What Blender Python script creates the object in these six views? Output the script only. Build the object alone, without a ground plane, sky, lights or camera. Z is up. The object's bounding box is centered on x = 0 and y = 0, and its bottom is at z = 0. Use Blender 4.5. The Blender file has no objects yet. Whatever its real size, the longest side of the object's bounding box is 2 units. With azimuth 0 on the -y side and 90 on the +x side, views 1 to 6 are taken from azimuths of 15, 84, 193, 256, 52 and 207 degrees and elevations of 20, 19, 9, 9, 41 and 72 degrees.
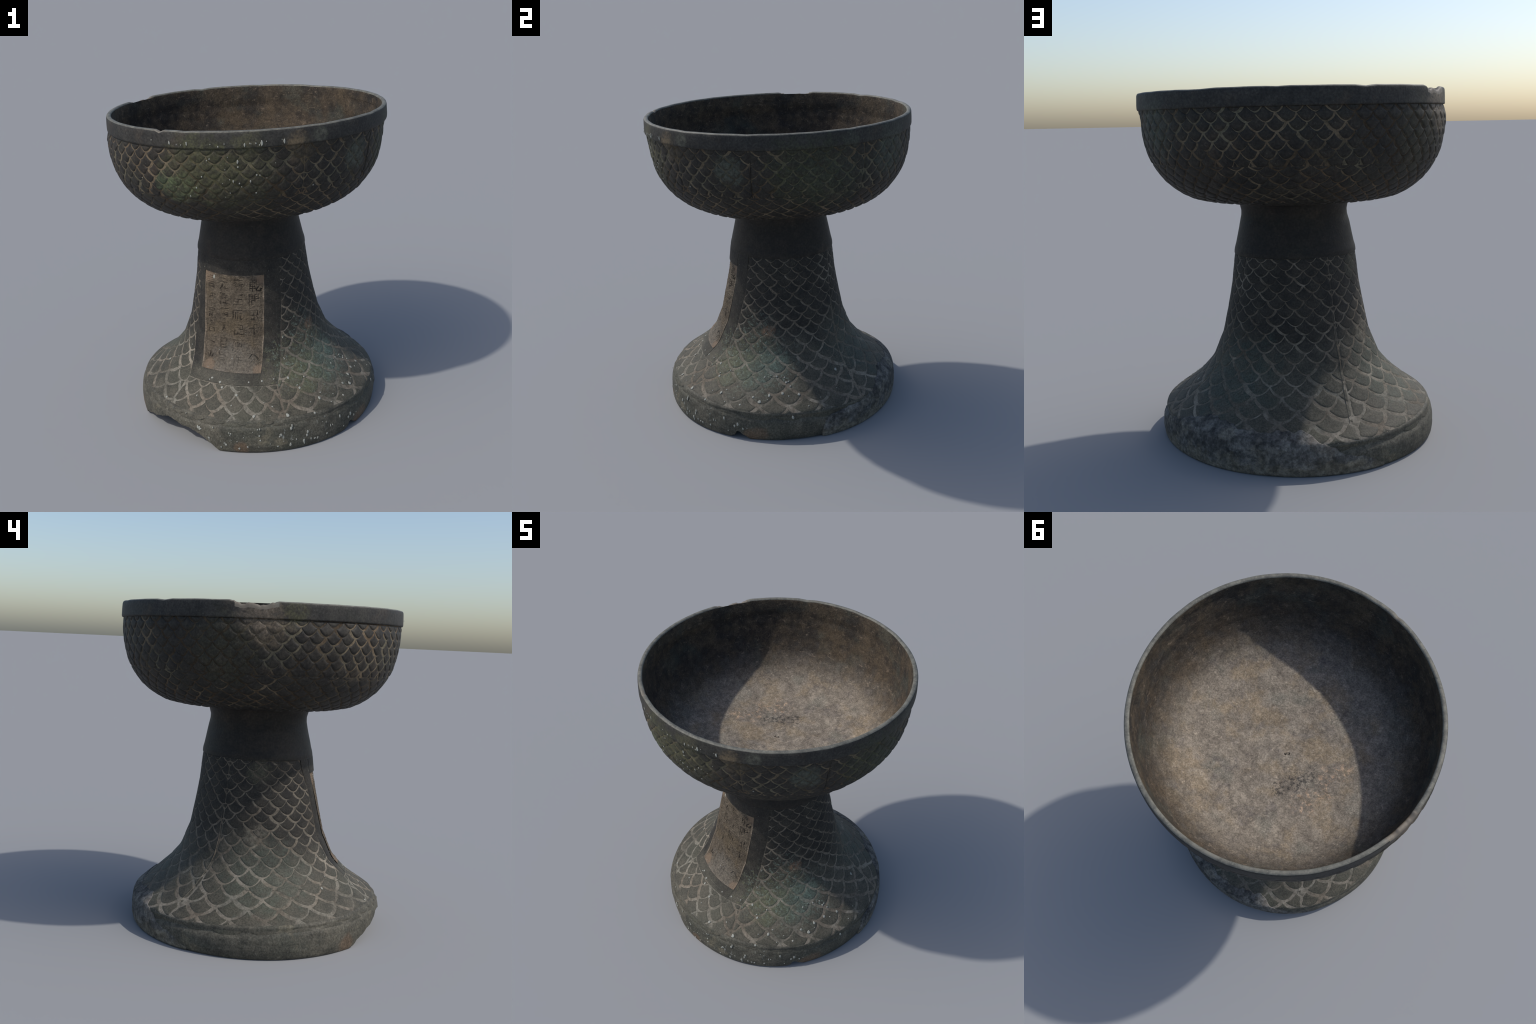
"""A cast bronze footed bowl: deep round bowl covered in scales with a plain rim
band, on a flaring hollow pedestal with scales, a plain framed field and an
inscribed tablet, a broken foot edge and a plaster repair."""
import bpy, math, random
import numpy as np

rng = random.Random(11)
nrng = np.random.default_rng(7)
COL = bpy.context.scene.collection
D2R = math.pi / 180

# ------------------------------------------------------------------ profiles
# (radius, height), top to bottom, of the crests of the relief
BOWL = np.array([(.861, 1.945), (.861, 1.91), (.859, 1.85), (.855, 1.80), (.849, 1.75), (.839, 1.70),
                 (.825, 1.65), (.803, 1.60), (.772, 1.55), (.732, 1.50), (.686, 1.46), (.639, 1.43), (.586, 1.405),
                 (.522, 1.390), (.455, 1.382), (.400, 1.378), (.330, 1.376), (.270, 1.375)])
INNER = np.array([(.837, 1.985), (.835, 1.93), (.832, 1.86), (.822, 1.77), (.801, 1.68), (.768, 1.60),
                  (.705, 1.52), (.615, 1.463), (.48, 1.428), (.33, 1.412), (.16, 1.406), (.0, 1.405)])
FOOT = np.array([(.333, 1.384), (.314, 1.356), (.304, 1.32), (.304, 1.29), (.318, 1.22), (.333, 1.15),
                 (.343, 1.09), (.346, 1.07), (.350, 1.04), (.355, 1.0), (.367, .90), (.385, .80),
                 (.405, .70), (.426, .60), (.447, .55), (.467, .50), (.488, .45), (.506, .425), (.527, .40), (.549, .375),
                 (.573, .35), (.600, .325), (.630, .30), (.664, .275), (.700, .25), (.736, .225), (.771, .202), (.788, .187), (.795, .165),
                 (.798, .14), (.802, .10), (.803, .05), (.797, .012), (.790, .0)])


class Surface:
    """Surface of revolution about a slightly leaning axis, addressed by angle and
    by arc length s measured down its profile."""

    def __init__(self, prof, ctr, harm=None, n=1600, smooth=4):
        self.harm = harm
        self.sag = None
        z = prof[:, 1]
        r = prof[:, 0]
        seg = np.r_[0, np.cumsum(np.hypot(np.diff(r), np.diff(z)))]
        self.s = np.linspace(0, seg[-1], n)
        r = np.interp(self.s, seg, r)
        z = np.interp(self.s, seg, z)
        k = int(.016 / (seg[-1] / n)) | 1          # round the kinks of the polyline
        ker = np.hanning(k + 2)[1:-1]
        ker /= ker.sum()
        pad = k // 2

        def sm(a):
            b = np.r_[2 * a[0] - a[pad:0:-1], a, 2 * a[-1] - a[-2:-pad - 2:-1]]
            return np.convolve(b, ker, 'valid')
        if smooth:
            r, z = sm(r), sm(z)
        self.r, self.z = r, z
        dr, dz = np.gradient(r), np.gradient(z)
        L = np.hypot(dr, dz)
        self.nr, self.nz = -dz / L, dr / L
        self.ctr = ctr

    def R(self, s): return np.interp(s, self.s, self.r)
    def Z(self, s): return np.interp(s, self.s, self.z)
    def S(self, z): return np.interp(-np.asarray(z, float), -self.z, self.s)

    def P(self, th, s, h=0.0, centre=None):
        r = self.R(s) + h * np.interp(s, self.s, self.nr)
        z = self.Z(s) + h * np.interp(s, self.s, self.nz)
        if self.harm:
            r = r + self.harm(th, z)
        cx, cy = self.ctr(z) if centre is None else centre
        if self.sag:
            z = z + self.sag(th, z)
        return np.stack([cx + r * np.cos(th * D2R), cy + r * np.sin(th * D2R), z], -1)


def bowl_centre(z):
    k = np.clip((z - 1.36) / .53, 0, 1)
    k2 = np.clip((z - 1.84) / .07, 0, 1)
    return (-.0201 + .0063 * k) * (1 - k2), (.0080 - .005 * k) * (1 - k2) - .002 * k2


def foot_centre(z):
    k = np.clip(z / 1.34, 0, 1)
    return -.0033 - .0072 * k, -.0381 + .0342 * k


def bowl_out_of_round(th, z):
    t = th * D2R
    f = np.clip((1.91 - z) / .10, 0, 1)
    return f * (.0036 * np.cos(2 * t) + .0060 * np.sin(2 * t) + .0020 * np.cos(3 * (t + 40 * D2R)) + .004 * np.exp(-(((th + 92 + 180) % 360 - 180) / 40) ** 2))


def foot_out_of_round(th, z):
    t = th * D2R
    f = np.clip((1.36 - z) / .12, 0, 1)
    def swell(c, w): return np.exp(-(((th - c + 180) % 360 - 180) / w) ** 2)
    low = np.clip((.31 - z) / .11, 0, 1)
    rim = np.clip((.21 - z) / .10, 0, 1)
    base = low * (-.013 * swell(48, 32) + .006 * swell(-122, 26) - .007 * swell(-8, 24)) \
        + rim * (.010 * swell(126, 26) + .011 * swell(172, 26) - .004 * swell(75, 34) - .004 * swell(-70, 25))
    f = f * (1 - low)
    mid = f * np.clip((1.02 - z) / .12, 0, 1)
    return base + f * (.0021 * np.cos(2 * t) + .0085 * np.sin(2 * t)) - (.0057 * np.cos(3 * t)) * (f + .5 * low) \
        + mid * (.009 * swell(130, 26) + .012 * swell(-130, 17) + .008 * np.clip((.75 - z) / .15, 0, 1) * swell(42, 22))


def foot_sag(th, z):
    """The shoulder sits lower round the back."""
    k = np.clip(1 - np.abs(z - .25) / .16, 0, 1)
    return -.020 * k * k * (3 - 2 * k) * np.exp(-(((th - 118 + 180) % 360 - 180) / 42) ** 2)


bowl_s = Surface(BOWL, bowl_centre, bowl_out_of_round)
foot_s = Surface(FOOT, foot_centre, foot_out_of_round)
foot_s.sag = foot_sag
inner_s = Surface(INNER, bowl_centre, bowl_out_of_round)


def wrap(a): return (a + 180) % 360 - 180


def wob(th, z, seed=0, amp=1.0):
    """Gentle casting unevenness, periodic in the angle."""
    t = np.asarray(th) * D2R
    z = np.asarray(z)
    r = np.random.default_rng(100 + seed)
    out = 0
    for m in (2, 3, 5, 8, 13, 21):
        a, b, c = r.uniform(0, 6.28, 3)
        out = out + np.sin(m * t + a + 4 * np.sin(z * (2 + m * .6) + b)) * np.cos(z * m * 1.7 + c) / (m + 1)
    return amp * out


# -------------------------------------------------------------- mesh helpers
def new_obj(name, verts, faces, mat, parent=None, smooth=True, sharp=None):
    me = bpy.data.meshes.new(name)
    verts = np.asarray(verts, float).reshape(-1, 3)
    faces = np.asarray(faces)
    me.from_pydata(verts.tolist(), [], faces.tolist())
    me.update()
    for m in (mat if isinstance(mat, (list, tuple)) else [mat]):
        me.materials.append(m)
    me.polygons.foreach_set('use_smooth', [smooth] * len(me.polygons))
    if sharp:
        me.set_sharp_from_angle(angle=sharp * D2R)
    ob = bpy.data.objects.new(name, me)
    COL.objects.link(ob)
    ob.parent = parent
    return ob


def grid_faces(nr, nc, wrap=False, keep=None, off=0, flip=False):
    i, j = np.meshgrid(np.arange(nr - 1), np.arange(nc if wrap else nc - 1), indexing='ij')
    j2 = (j + 1) % nc
    f = np.stack([i * nc + j, (i + 1) * nc + j, (i + 1) * nc + j2, i * nc + j2], -1)
    f = f.reshape(-1, 4) if keep is None else f[keep]
    return (f[:, ::-1] if flip else f) + off


# ------------------------------------------------------------------ materials
class Nodes:
    def __init__(self, name):
        self.m = bpy.data.materials.new(name)
        self.m.use_nodes = True
        self.t = self.m.node_tree
        self.b = self.t.nodes['Principled BSDF']
        self.pos = self.n('ShaderNodeNewGeometry').outputs['Position']

    def n(self, typ, **kw):
        nd = self.t.nodes.new(typ)
        for k, v in kw.items():
            setattr(nd, k, v)
        return nd

    def put(self, sock, v):
        if hasattr(v, 'links') or isinstance(v, bpy.types.NodeSocket):
            self.t.links.new(v, sock)
        elif isinstance(v, (tuple, list)) and len(v) == 3 and sock.type == 'RGBA':
            sock.default_value = (*v, 1)
        else:
            sock.default_value = v

    def math(self, op, a, b=0.0, clamp=False):
        nd = self.n('ShaderNodeMath', operation=op, use_clamp=clamp)
        self.put(nd.inputs[0], a)
        self.put(nd.inputs[1], b)
        return nd.outputs[0]

    def scaled(self, v):
        nd = self.n('ShaderNodeMapping')
        self.put(nd.inputs[0], self.pos)
        nd.inputs['Scale'].default_value = v
        return nd.outputs[0]

    def noise(self, scale, detail=3, rough=.55, vec=None, dist=0.0):
        nd = self.n('ShaderNodeTexNoise')
        self.put(nd.inputs['Vector'], vec or self.pos)
        nd.inputs['Scale'].default_value = scale
        nd.inputs['Detail'].default_value = detail
        nd.inputs['Roughness'].default_value = rough
        nd.inputs['Distortion'].default_value = dist
        return nd.outputs[0]

    def voro(self, scale, vec=None, feature='F1'):
        nd = self.n('ShaderNodeTexVoronoi', feature=feature)
        self.put(nd.inputs['Vector'], vec or self.pos)
        nd.inputs['Scale'].default_value = scale
        return nd.outputs['Distance']

    def ramp(self, v, lo, hi):
        nd = self.n('ShaderNodeMapRange', interpolation_type='SMOOTHSTEP')
        self.put(nd.inputs['Value'], v)
        nd.inputs['From Min'].default_value = lo
        nd.inputs['From Max'].default_value = hi
        return nd.outputs[0]

    def mix(self, f, a, b):
        nd = self.n('ShaderNodeMix', data_type='RGBA')
        self.put(nd.inputs['Factor'], f)
        self.put(nd.inputs['A'] if False else nd.inputs[6], a)
        self.put(nd.inputs[7], b)
        return nd.outputs[2]

    def mottle(self, col, scale, lo, hi, vec=None):
        """Fine light-and-dark crusty grain."""
        f = self.ramp(self.noise(scale, 5, .66, vec, .3), .34, .66)
        g = self.math('ADD', self.math('MULTIPLY', f, hi - lo), lo)
        nd = self.n('ShaderNodeVectorMath', operation='SCALE')
        self.put(nd.inputs[0], col)
        self.put(nd.inputs['Scale'], g)
        return nd.outputs[0]

    def near(self, c, R, jitter=None, j=.8):
        """1 inside a ragged ball about c, 0 outside."""
        nd = self.n('ShaderNodeVectorMath', operation='DISTANCE')
        self.put(nd.inputs[0], self.pos)
        nd.inputs[1].default_value = c
        d = self.math('DIVIDE', nd.outputs['Value'], R)
        if jitter is not None:
            d = self.math('ADD', d, self.math('MULTIPLY', self.math('SUBTRACT', jitter, .5), j * 2))
        return self.ramp(d, 1.05, .45)

    def axis(self, i):
        nd = self.n('ShaderNodeSeparateXYZ')
        self.put(nd.inputs[0], self.pos)
        return nd.outputs[i]

    def finish(self, col, rough=.6, bump=None, dist=.004, strength=.5, spec=.2):
        self.put(self.b.inputs['Base Color'], col)
        self.put(self.b.inputs['Roughness'], rough)
        self.b.inputs['Specular IOR Level'].default_value = spec
        if bump is not None:
            nd = self.n('ShaderNodeBump')
            self.put(nd.inputs['Height'], bump)
            nd.inputs['Distance'].default_value = dist
            nd.inputs['Strength'].default_value = strength
            self.put(self.b.inputs['Normal'], nd.outputs[0])
        return self.m


def at(surf, th, z):
    return tuple(float(v) for v in surf.P(np.float64(th), surf.S(z)))


OLIVE = (.078, .078, .040)
VERDI = (.085, .115, .092)
# where the green corrosion sits: (place, size, colour, strength)
GREENS = [(at(bowl_s, -93, 1.79), .20, OLIVE, .85), (at(bowl_s, -78, 1.72), .22, OLIVE, .55),
          (at(bowl_s, -108, 1.70), .06, (.075, .115, .06), .6), (at(bowl_s, -103, 1.66), .10, (.10, .12, .06), .8),
          (at(bowl_s, 2, 1.76), .22, (.055, .062, .03), .55), (at(bowl_s, 15, 1.68), .20, (.06, .07, .045), .4),
          (at(bowl_s, -28, 1.77), .09, (.09, .10, .075), .8), (at(bowl_s, -55, 1.87), .08, (.11, .085, .05), .7), (at(bowl_s, -58, 1.93), .055, (.14, .105, .065), .9),
          (at(bowl_s, -75, 1.93), .08, (.085, .080, .045), .7), (at(bowl_s, -48, 1.935), .045, (.10, .10, .075), .8), (at(bowl_s, 22, 1.92), .05, (.07, .075, .055), .7),
          (at(bowl_s, 45, 1.80), .16, (.085, .10, .075), .6), (at(bowl_s, 168, 1.85), .11, (.13, .10, .065), 1.0),
          (at(bowl_s, 164, 1.93), .12, (.125, .100, .075), 1.0), (at(bowl_s, 178, 1.94), .07, (.085, .08, .04), .7),
          (at(bowl_s, 152, 1.72), .18, (.06, .055, .028), .5),
          (at(foot_s, -26, .37), .15, VERDI, .75), (at(foot_s, -14, .42), .10, (.095, .135, .11), .6),
          (at(foot_s, -44, .37), .14, (.10, .105, .06), .8), (at(foot_s, -24, .50), .11, (.105, .105, .07), .7),
          (at(foot_s, -20, .60), .04, (.20, .11, .065), .8), (at(foot_s, 165, .62), .07, (.17, .145, .11), .8),
          (at(foot_s, 172, .40), .25, (.085, .105, .08), .45), (at(foot_s, 60, .42), .25, (.06, .085, .07), .5),
          (at(foot_s, 168, 1.0), .07, (.10, .095, .06), .6)]


def greens(N, col, j, upper, gain=1.0):
    crust = N.ramp(N.noise(34, 5, .7, dist=.5), .38, .60)
    crust = N.math('ADD', N.math('MULTIPLY', crust, .7), .3)
    for c, R, g, k in GREENS:
        if (c[2] > 1.35) == upper:
            f = N.near(c, R * 1.25, j)
            col = N.mix(N.math('MULTIPLY', N.math('MULTIPLY', f, min(1, k * gain)), crust), col, g)
    return col


def patina(name, dark, mid, green, upper, warm=(.07, .05, .035), speck=.35, gain=.7, rough=.58):
    """Bronze skin: dark metal with cloudy brown-green patina and pale pin-point grain."""
    N = Nodes(name)
    big = N.noise(3.2, 3)
    med = N.noise(14, 4, .6)
    fine = N.noise(75, 3, .65)
    col = N.mix(N.ramp(med, .32, .70), dark, mid)
    col = N.mix(N.math('MULTIPLY', N.ramp(big, .48, .72), .55), col, green)
    col = N.mix(N.math('MULTIPLY', N.ramp(N.noise(6.5, 4, .6), .55, .75), .45), col, warm)
    col = greens(N, col, med, upper, gain)
    grain = N.math('MULTIPLY', N.ramp(fine, .56, .80), speck)
    col = N.mix(grain, col, tuple(min(1, c * 2.6 + .035) for c in mid))
    col = N.mix(N.math('MULTIPLY', N.ramp(fine, .45, .25), .35), col, tuple(c * .55 for c in dark))
    col = N.mottle(col, 80, .74, 1.32)
    rg = N.math('ADD', N.math('MULTIPLY', med, .25), rough - .12)
    return N.finish(col, rg, N.math('ADD', N.math('MULTIPLY', med, .7), N.math('MULTIPLY', fine, .45)),
                    .004, .55)


def soil(name, tan, brown, green, upper, hide=.5, bare=(), dim=None):
    """Earth and corrosion caked in the grooves between the scales."""
    N = Nodes(name)
    med = N.noise(9, 4, .6)
    fine = N.noise(60, 3, .6)
    col = N.mix(N.ramp(N.noise(4.5, 3), .42, .62), brown, tan)
    col = N.mix(N.math('MULTIPLY', N.ramp(N.noise(3.1, 3, vec=N.scaled((1, 1, 1.6))), .45, .65), .75), col, green)
    col = greens(N, col, med, upper, 1.5 if upper else .45)
    worn = N.math('MULTIPLY', N.ramp(N.noise(2.6, 4, .6, dist=.4), .46, .64), hide)
    col = N.mix(worn, col, tuple(c * .30 for c in brown))
    for c, R, k in bare:            # places where the grooves are empty or polished away
        col = N.mix(N.math('MULTIPLY', N.near(c, R * 1.2, med, .7), k), col, tuple(q * .35 for q in brown))
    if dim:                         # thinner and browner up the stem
        zz = N.math('ADD', N.axis(2), N.math('MULTIPLY', N.math('SUBTRACT', N.noise(5, 3), .5), .5))
        col = N.mix(N.math('MULTIPLY', N.ramp(zz, .36, .62), .62), col, dim)
    bright = N.math('MULTIPLY', N.ramp(N.noise(7, 2), .60, .75), .40)
    col = N.mix(bright, col, tuple(min(1, c * 1.45) for c in tan))
    col = N.mix(N.math('MULTIPLY', N.ramp(fine, .5, .75), .3), col, tuple(c * .5 for c in brown))
    col = N.mottle(col, 60, .68, 1.3)
    return N.finish(col, .85, fine, .004, .5, .2)


M_BOWL_SCALE = patina('bowl_bronze', (.0205, .0186, .0162), (.0370, .0318, .0248), (.0285, .0290, .0215), True, gain=.7)
M_BAND = patina('rim_bronze', (.0250, .0240, .0220), (.0430, .0400, .0350), (.036, .0365, .0300), True, speck=.22, gain=.8, rough=.6)
M_BOWL_SOIL = soil('bowl_groove_earth', (.152, .118, .078), (.100, .070, .043), (.112, .106, .074), True, .72,
                   bare=[(at(bowl_s, 150, 1.62), .26, .85), (at(bowl_s, 186, 1.56), .20, .8), (at(bowl_s, 132, 1.80), .14, .75),
                         (at(bowl_s, 60, 1.45), .22, .7), (at(bowl_s, 98, 1.56), .16, .6), (at(bowl_s, -100, 1.50), .22, .55)])
M_STEM = patina('stem_bronze', (.0160, .0138, .0116), (.0260, .0216, .0172), (.0215, .0210, .0163), False, speck=.22, gain=.6, rough=.55)
M_FOOT_SOIL = soil('pedestal_groove_earth', (.222, .196, .156), (.152, .128, .098), (.170, .165, .136), False, .5, dim=(.095, .076, .056),
                   bare=[(at(foot_s, 100, .92), .20, .7), (at(foot_s, 75, .75), .12, .5), (at(foot_s, 10, .78), .14, .5), (at(foot_s, 178, .98), .12, .6)])


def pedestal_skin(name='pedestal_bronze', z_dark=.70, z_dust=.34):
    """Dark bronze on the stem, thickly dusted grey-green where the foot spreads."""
    N = Nodes(name)
    med = N.noise(13, 4, .6)
    big = N.noise(4, 3)
    fine = N.noise(85, 3, .65)
    dark = N.mix(N.ramp(med, .35, .68), (.0195, .0180, .0156), (.0360, .0318, .0255))
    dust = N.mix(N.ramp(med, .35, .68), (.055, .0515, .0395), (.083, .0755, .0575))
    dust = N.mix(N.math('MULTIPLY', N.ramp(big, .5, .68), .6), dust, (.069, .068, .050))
    z = N.math('ADD', N.axis(2), N.math('MULTIPLY', N.math('SUBTRACT', big, .5), .5))
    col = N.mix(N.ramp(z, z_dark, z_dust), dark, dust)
    col = greens(N, col, med, False, .8)
    crusty = N.math('MULTIPLY', N.near(at(foot_s, -30, .42), .34, big, .6), N.ramp(N.noise(46, 6, .75, dist=.6), .52, .62))
    col = N.mix(N.math('MULTIPLY', crusty, .75), col, (.150, .185, .150))
    moss = N.math('MULTIPLY', N.near(at(foot_s, -48, .40), .30, big, .6), N.ramp(N.noise(38, 6, .75, dist=.6), .52, .64))
    col = N.mix(N.math('MULTIPLY', moss, .6), col, (.125, .125, .070))
    col = N.mix(N.math('MULTIPLY', N.ramp(fine, .56, .78), .30), col, (.135, .132, .108))
    col = N.mix(N.math('MULTIPLY', N.ramp(fine, .45, .25), .4), col, (.022, .023, .022))
    col = N.mottle(col, 110, .72, 1.34)
    return N.finish(col, N.math('ADD', N.math('MULTIPLY', med, .2), .55),
                    N.math('ADD', N.math('MULTIPLY', med, .6), N.math('MULTIPLY', fine, .5)), .004, .55)


M_FOOT = pedestal_skin()


def base_rim_skin():
    N = Nodes('foot_rim_bronze')
    med = N.noise(10, 5, .62)
    big = N.noise(3.5, 3)
    fine = N.noise(70, 3, .65)
    col = N.mix(N.ramp(med, .34, .68), (.050, .047, .0365), (.096, .0870, .0655))
    col = N.mix(N.math('MULTIPLY', N.ramp(big, .47, .66), .65), col, (.057, .057, .0435))
    col = N.mix(N.math('MULTIPLY', N.ramp(N.noise(7, 4, .6), .58, .72), .6), col, (.145, .125, .085))
    for th, R in ((-19, .075), (-24, .05), (-84, .05), (-152, .08), (-136, .05)):
        col = N.mix(N.math('MULTIPLY', N.near(at(foot_s, th, .035), R, med, .9), .7), col, (.12, .08, .05))
    fl = N.noise(26, 4, .7, vec=N.scaled((1, 1, .5)))
    front = N.near((.15, -.85, .1), .75, big, .4)
    col = N.mix(N.math('MULTIPLY', N.math('MULTIPLY', N.ramp(fl, .62, .72), front), .6), col, (.24, .25, .23))
    col = N.mix(N.math('MULTIPLY', N.ramp(fine, .55, .76), .4), col, (.17, .17, .14))
    col = N.mix(N.math('MULTIPLY', N.ramp(fine, .45, .25), .45), col, (.026, .027, .025))
    col = N.mottle(col, 95, .70, 1.36)
    col = N.mottle(col, 24, .88, 1.12)
    return N.finish(col, .68, N.math('ADD', N.math('MULTIPLY', med, 1.0), N.math('MULTIPLY', fine, .45)), .006, .6, .3)


M_RIM = base_rim_skin()


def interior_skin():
    """Buff earth on the floor, brown flecked wall; its darkening also copies baked occlusion."""
    N = Nodes('interior_earth_and_baked_shade')
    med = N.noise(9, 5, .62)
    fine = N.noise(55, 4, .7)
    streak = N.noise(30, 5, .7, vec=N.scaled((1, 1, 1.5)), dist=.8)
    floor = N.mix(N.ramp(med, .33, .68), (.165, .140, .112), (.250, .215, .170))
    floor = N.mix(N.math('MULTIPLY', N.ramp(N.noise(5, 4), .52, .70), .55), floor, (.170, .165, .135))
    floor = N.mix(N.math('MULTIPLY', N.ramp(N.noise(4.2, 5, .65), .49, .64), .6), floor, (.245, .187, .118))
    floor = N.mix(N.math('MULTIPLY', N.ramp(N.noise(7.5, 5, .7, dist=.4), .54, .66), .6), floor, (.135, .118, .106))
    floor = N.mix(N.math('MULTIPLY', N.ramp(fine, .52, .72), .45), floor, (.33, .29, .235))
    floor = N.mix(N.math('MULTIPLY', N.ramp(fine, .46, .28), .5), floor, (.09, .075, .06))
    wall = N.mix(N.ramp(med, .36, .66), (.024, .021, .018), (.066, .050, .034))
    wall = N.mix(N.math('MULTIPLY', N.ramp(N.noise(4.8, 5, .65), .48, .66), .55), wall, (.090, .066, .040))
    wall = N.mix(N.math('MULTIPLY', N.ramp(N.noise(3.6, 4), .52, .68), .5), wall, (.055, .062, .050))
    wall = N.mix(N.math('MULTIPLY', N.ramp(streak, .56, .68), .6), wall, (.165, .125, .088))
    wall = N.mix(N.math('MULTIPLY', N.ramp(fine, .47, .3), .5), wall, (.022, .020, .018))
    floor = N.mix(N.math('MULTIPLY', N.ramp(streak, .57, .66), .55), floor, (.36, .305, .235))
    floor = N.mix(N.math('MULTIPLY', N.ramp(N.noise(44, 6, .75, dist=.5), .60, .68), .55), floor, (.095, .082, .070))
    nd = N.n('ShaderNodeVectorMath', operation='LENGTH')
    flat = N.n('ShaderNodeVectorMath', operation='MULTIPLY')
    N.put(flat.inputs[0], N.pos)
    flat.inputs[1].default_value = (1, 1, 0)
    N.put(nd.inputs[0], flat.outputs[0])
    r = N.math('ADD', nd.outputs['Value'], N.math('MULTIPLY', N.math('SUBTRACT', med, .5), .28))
    col = N.mix(N.ramp(r, .83, .56), wall, floor)  # real floor dust, with baked occlusion painted in as the darker wall
    # dark burnt patch and buff flecks on the floor
    rag = N.noise(34, 6, .8)
    flake = N.ramp(N.noise(42, 6, .75, dist=.5), .49, .57)
    for c, R, k in (((-.20, .08, 1.385), .08, (.05, .047, .042)), ((-.14, .15, 1.385), .07, (.045, .042, .04)),
                    ((-.08, .22, 1.385), .06, (.05, .045, .04))):
        col = N.mix(N.math('MULTIPLY', N.math('MULTIPLY', N.near(c, R * 1.25, rag, .8), flake), .85), col, k)
    for c, R in (((-.30, .02, 1.385), .05), ((-.33, .14, 1.385), .05), ((-.26, .23, 1.385), .07), ((-.37, -.05, 1.39), .05)):
        col = N.mix(N.math('MULTIPLY', N.math('MULTIPLY', N.near(c, R * 1.6, rag, .8), N.ramp(N.noise(36, 5, .7), .52, .60)), .8), col, (.40, .285, .195))
    col = N.mottle(col, 115, .72, 1.28)
    col = N.mottle(col, 26, .80, 1.2)
    return N.finish(col, .8, N.math('ADD', N.math('MULTIPLY', med, .8), N.math('MULTIPLY', fine, .7)), .007, .75, .25)


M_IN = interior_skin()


def lip_skin():
    N = Nodes('worn_lip')
    med = N.noise(22, 4, .6)
    fine = N.noise(90, 3, .6)
    col = N.mix(N.ramp(med, .35, .66), (.085, .083, .070), (.150, .144, .118))
    col = N.mix(N.math('MULTIPLY', N.ramp(fine, .5, .7), .35), col, (.26, .25, .2))
    for th in (157, 162, 168, -108.5):
        col = N.mix(N.math('MULTIPLY', N.near(at(bowl_s, th, 1.945), .075, med, .5), .7), col, (.165, .135, .102))
    return N.finish(col, .6, med, .004, .5, .35)


M_LIP = lip_skin()


def tablet_skin(name, a, b, c):
    N = Nodes(name)
    med = N.noise(16, 5, .65)
    fine = N.noise(80, 3, .7)
    col = N.mix(N.ramp(med, .34, .66), a, b)
    col = N.mix(N.math('MULTIPLY', N.ramp(N.noise(6, 3), .50, .66), .55), col, c)
    low = N.near(at(foot_s, -92, .40), .22, med, .6)
    col = N.mix(N.math('MULTIPLY', low, .55), col, (.135, .122, .102))
    col = N.mottle(col, 75, .70, 1.35)
    for th, z, R in ((-74, .41, .05), (-127, .96, .06), (-66, .97, .05), (-112, .42, .05)):
        col = N.mix(N.math('MULTIPLY', N.near(at(foot_s, th, z), R, med, .7), .65), col, (.19, .135, .092))
    col = N.mix(N.math('MULTIPLY', N.ramp(fine, .54, .76), .25), col, (.18, .145, .11))
    col = N.mix(N.math('MULTIPLY', N.ramp(fine, .45, .25), .5), col, (.035, .028, .023))
    return N.finish(col, .75, N.math('ADD', N.math('MULTIPLY', med, .9), N.math('MULTIPLY', fine, .9)), .007, .9, .2)


M_TAB = tablet_skin('tablet_earth', (.063, .050, .036), (.099, .080, .058), (.088, .066, .040))
M_CUT = tablet_skin('incised_stroke_painted_shade', (.026, .021, .016), (.050, .040, .030), (.036, .028, .020))  # darker colour painted into the cut strokes as groove shade
M_EDGE = tablet_skin('tablet_edge_earth', (.115, .092, .068), (.175, .142, .107), (.145, .108, .072))


def plaster_skin():
    N = Nodes('repair_plaster')
    med = N.noise(11, 5, .65, dist=.5)
    fine = N.noise(60, 4, .7)
    col = N.mix(N.ramp(med, .34, .66), (.048, .046, .043), (.128, .123, .112))
    col = N.mix(N.math('MULTIPLY', N.ramp(N.noise(6, 4, .6), .5, .66), .6), col, (.150, .135, .105))
    z = N.math('ADD', N.axis(2), N.math('MULTIPLY', N.math('SUBTRACT', med, .5), .25))
    col = N.mix(N.math('MULTIPLY', N.ramp(z, .10, .03), .6), col, (.175, .155, .115))
    col = N.mix(N.math('MULTIPLY', N.near(at(foot_s, 112, .22), .12, med, .7), .7), col, (.22, .19, .155))
    col = N.mix(N.math('MULTIPLY', N.ramp(fine, .46, .26), .6), col, (.035, .035, .036))
    col = N.mix(N.math('MULTIPLY', N.ramp(fine, .56, .76), .4), col, (.26, .255, .25))
    col = N.mottle(col, 24, .66, 1.4)
    col = N.mottle(col, 70, .75, 1.25)
    return N.finish(col, .85, N.math('ADD', med, N.math('MULTIPLY', fine, .5)), .010, .8, .2)


M_PLASTER = plaster_skin()


def speck_skin():
    N = Nodes('lime_splash')
    col = N.mix(N.noise(40, 2), (.20, .20, .175), (.38, .38, .33))
    return N.finish(col, .8, None, spec=.2)


M_SPECK = speck_skin()

# ------------------------------------------------------------ top-level object
vessel = bpy.data.objects.new('bronze_footed_bowl', None)
COL.objects.link(vessel)
vessel['label'] = 'dark bronze footed bowl with scale pattern and inscribed tablet'
vessel['category'] = 'ritual vessel'

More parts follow.
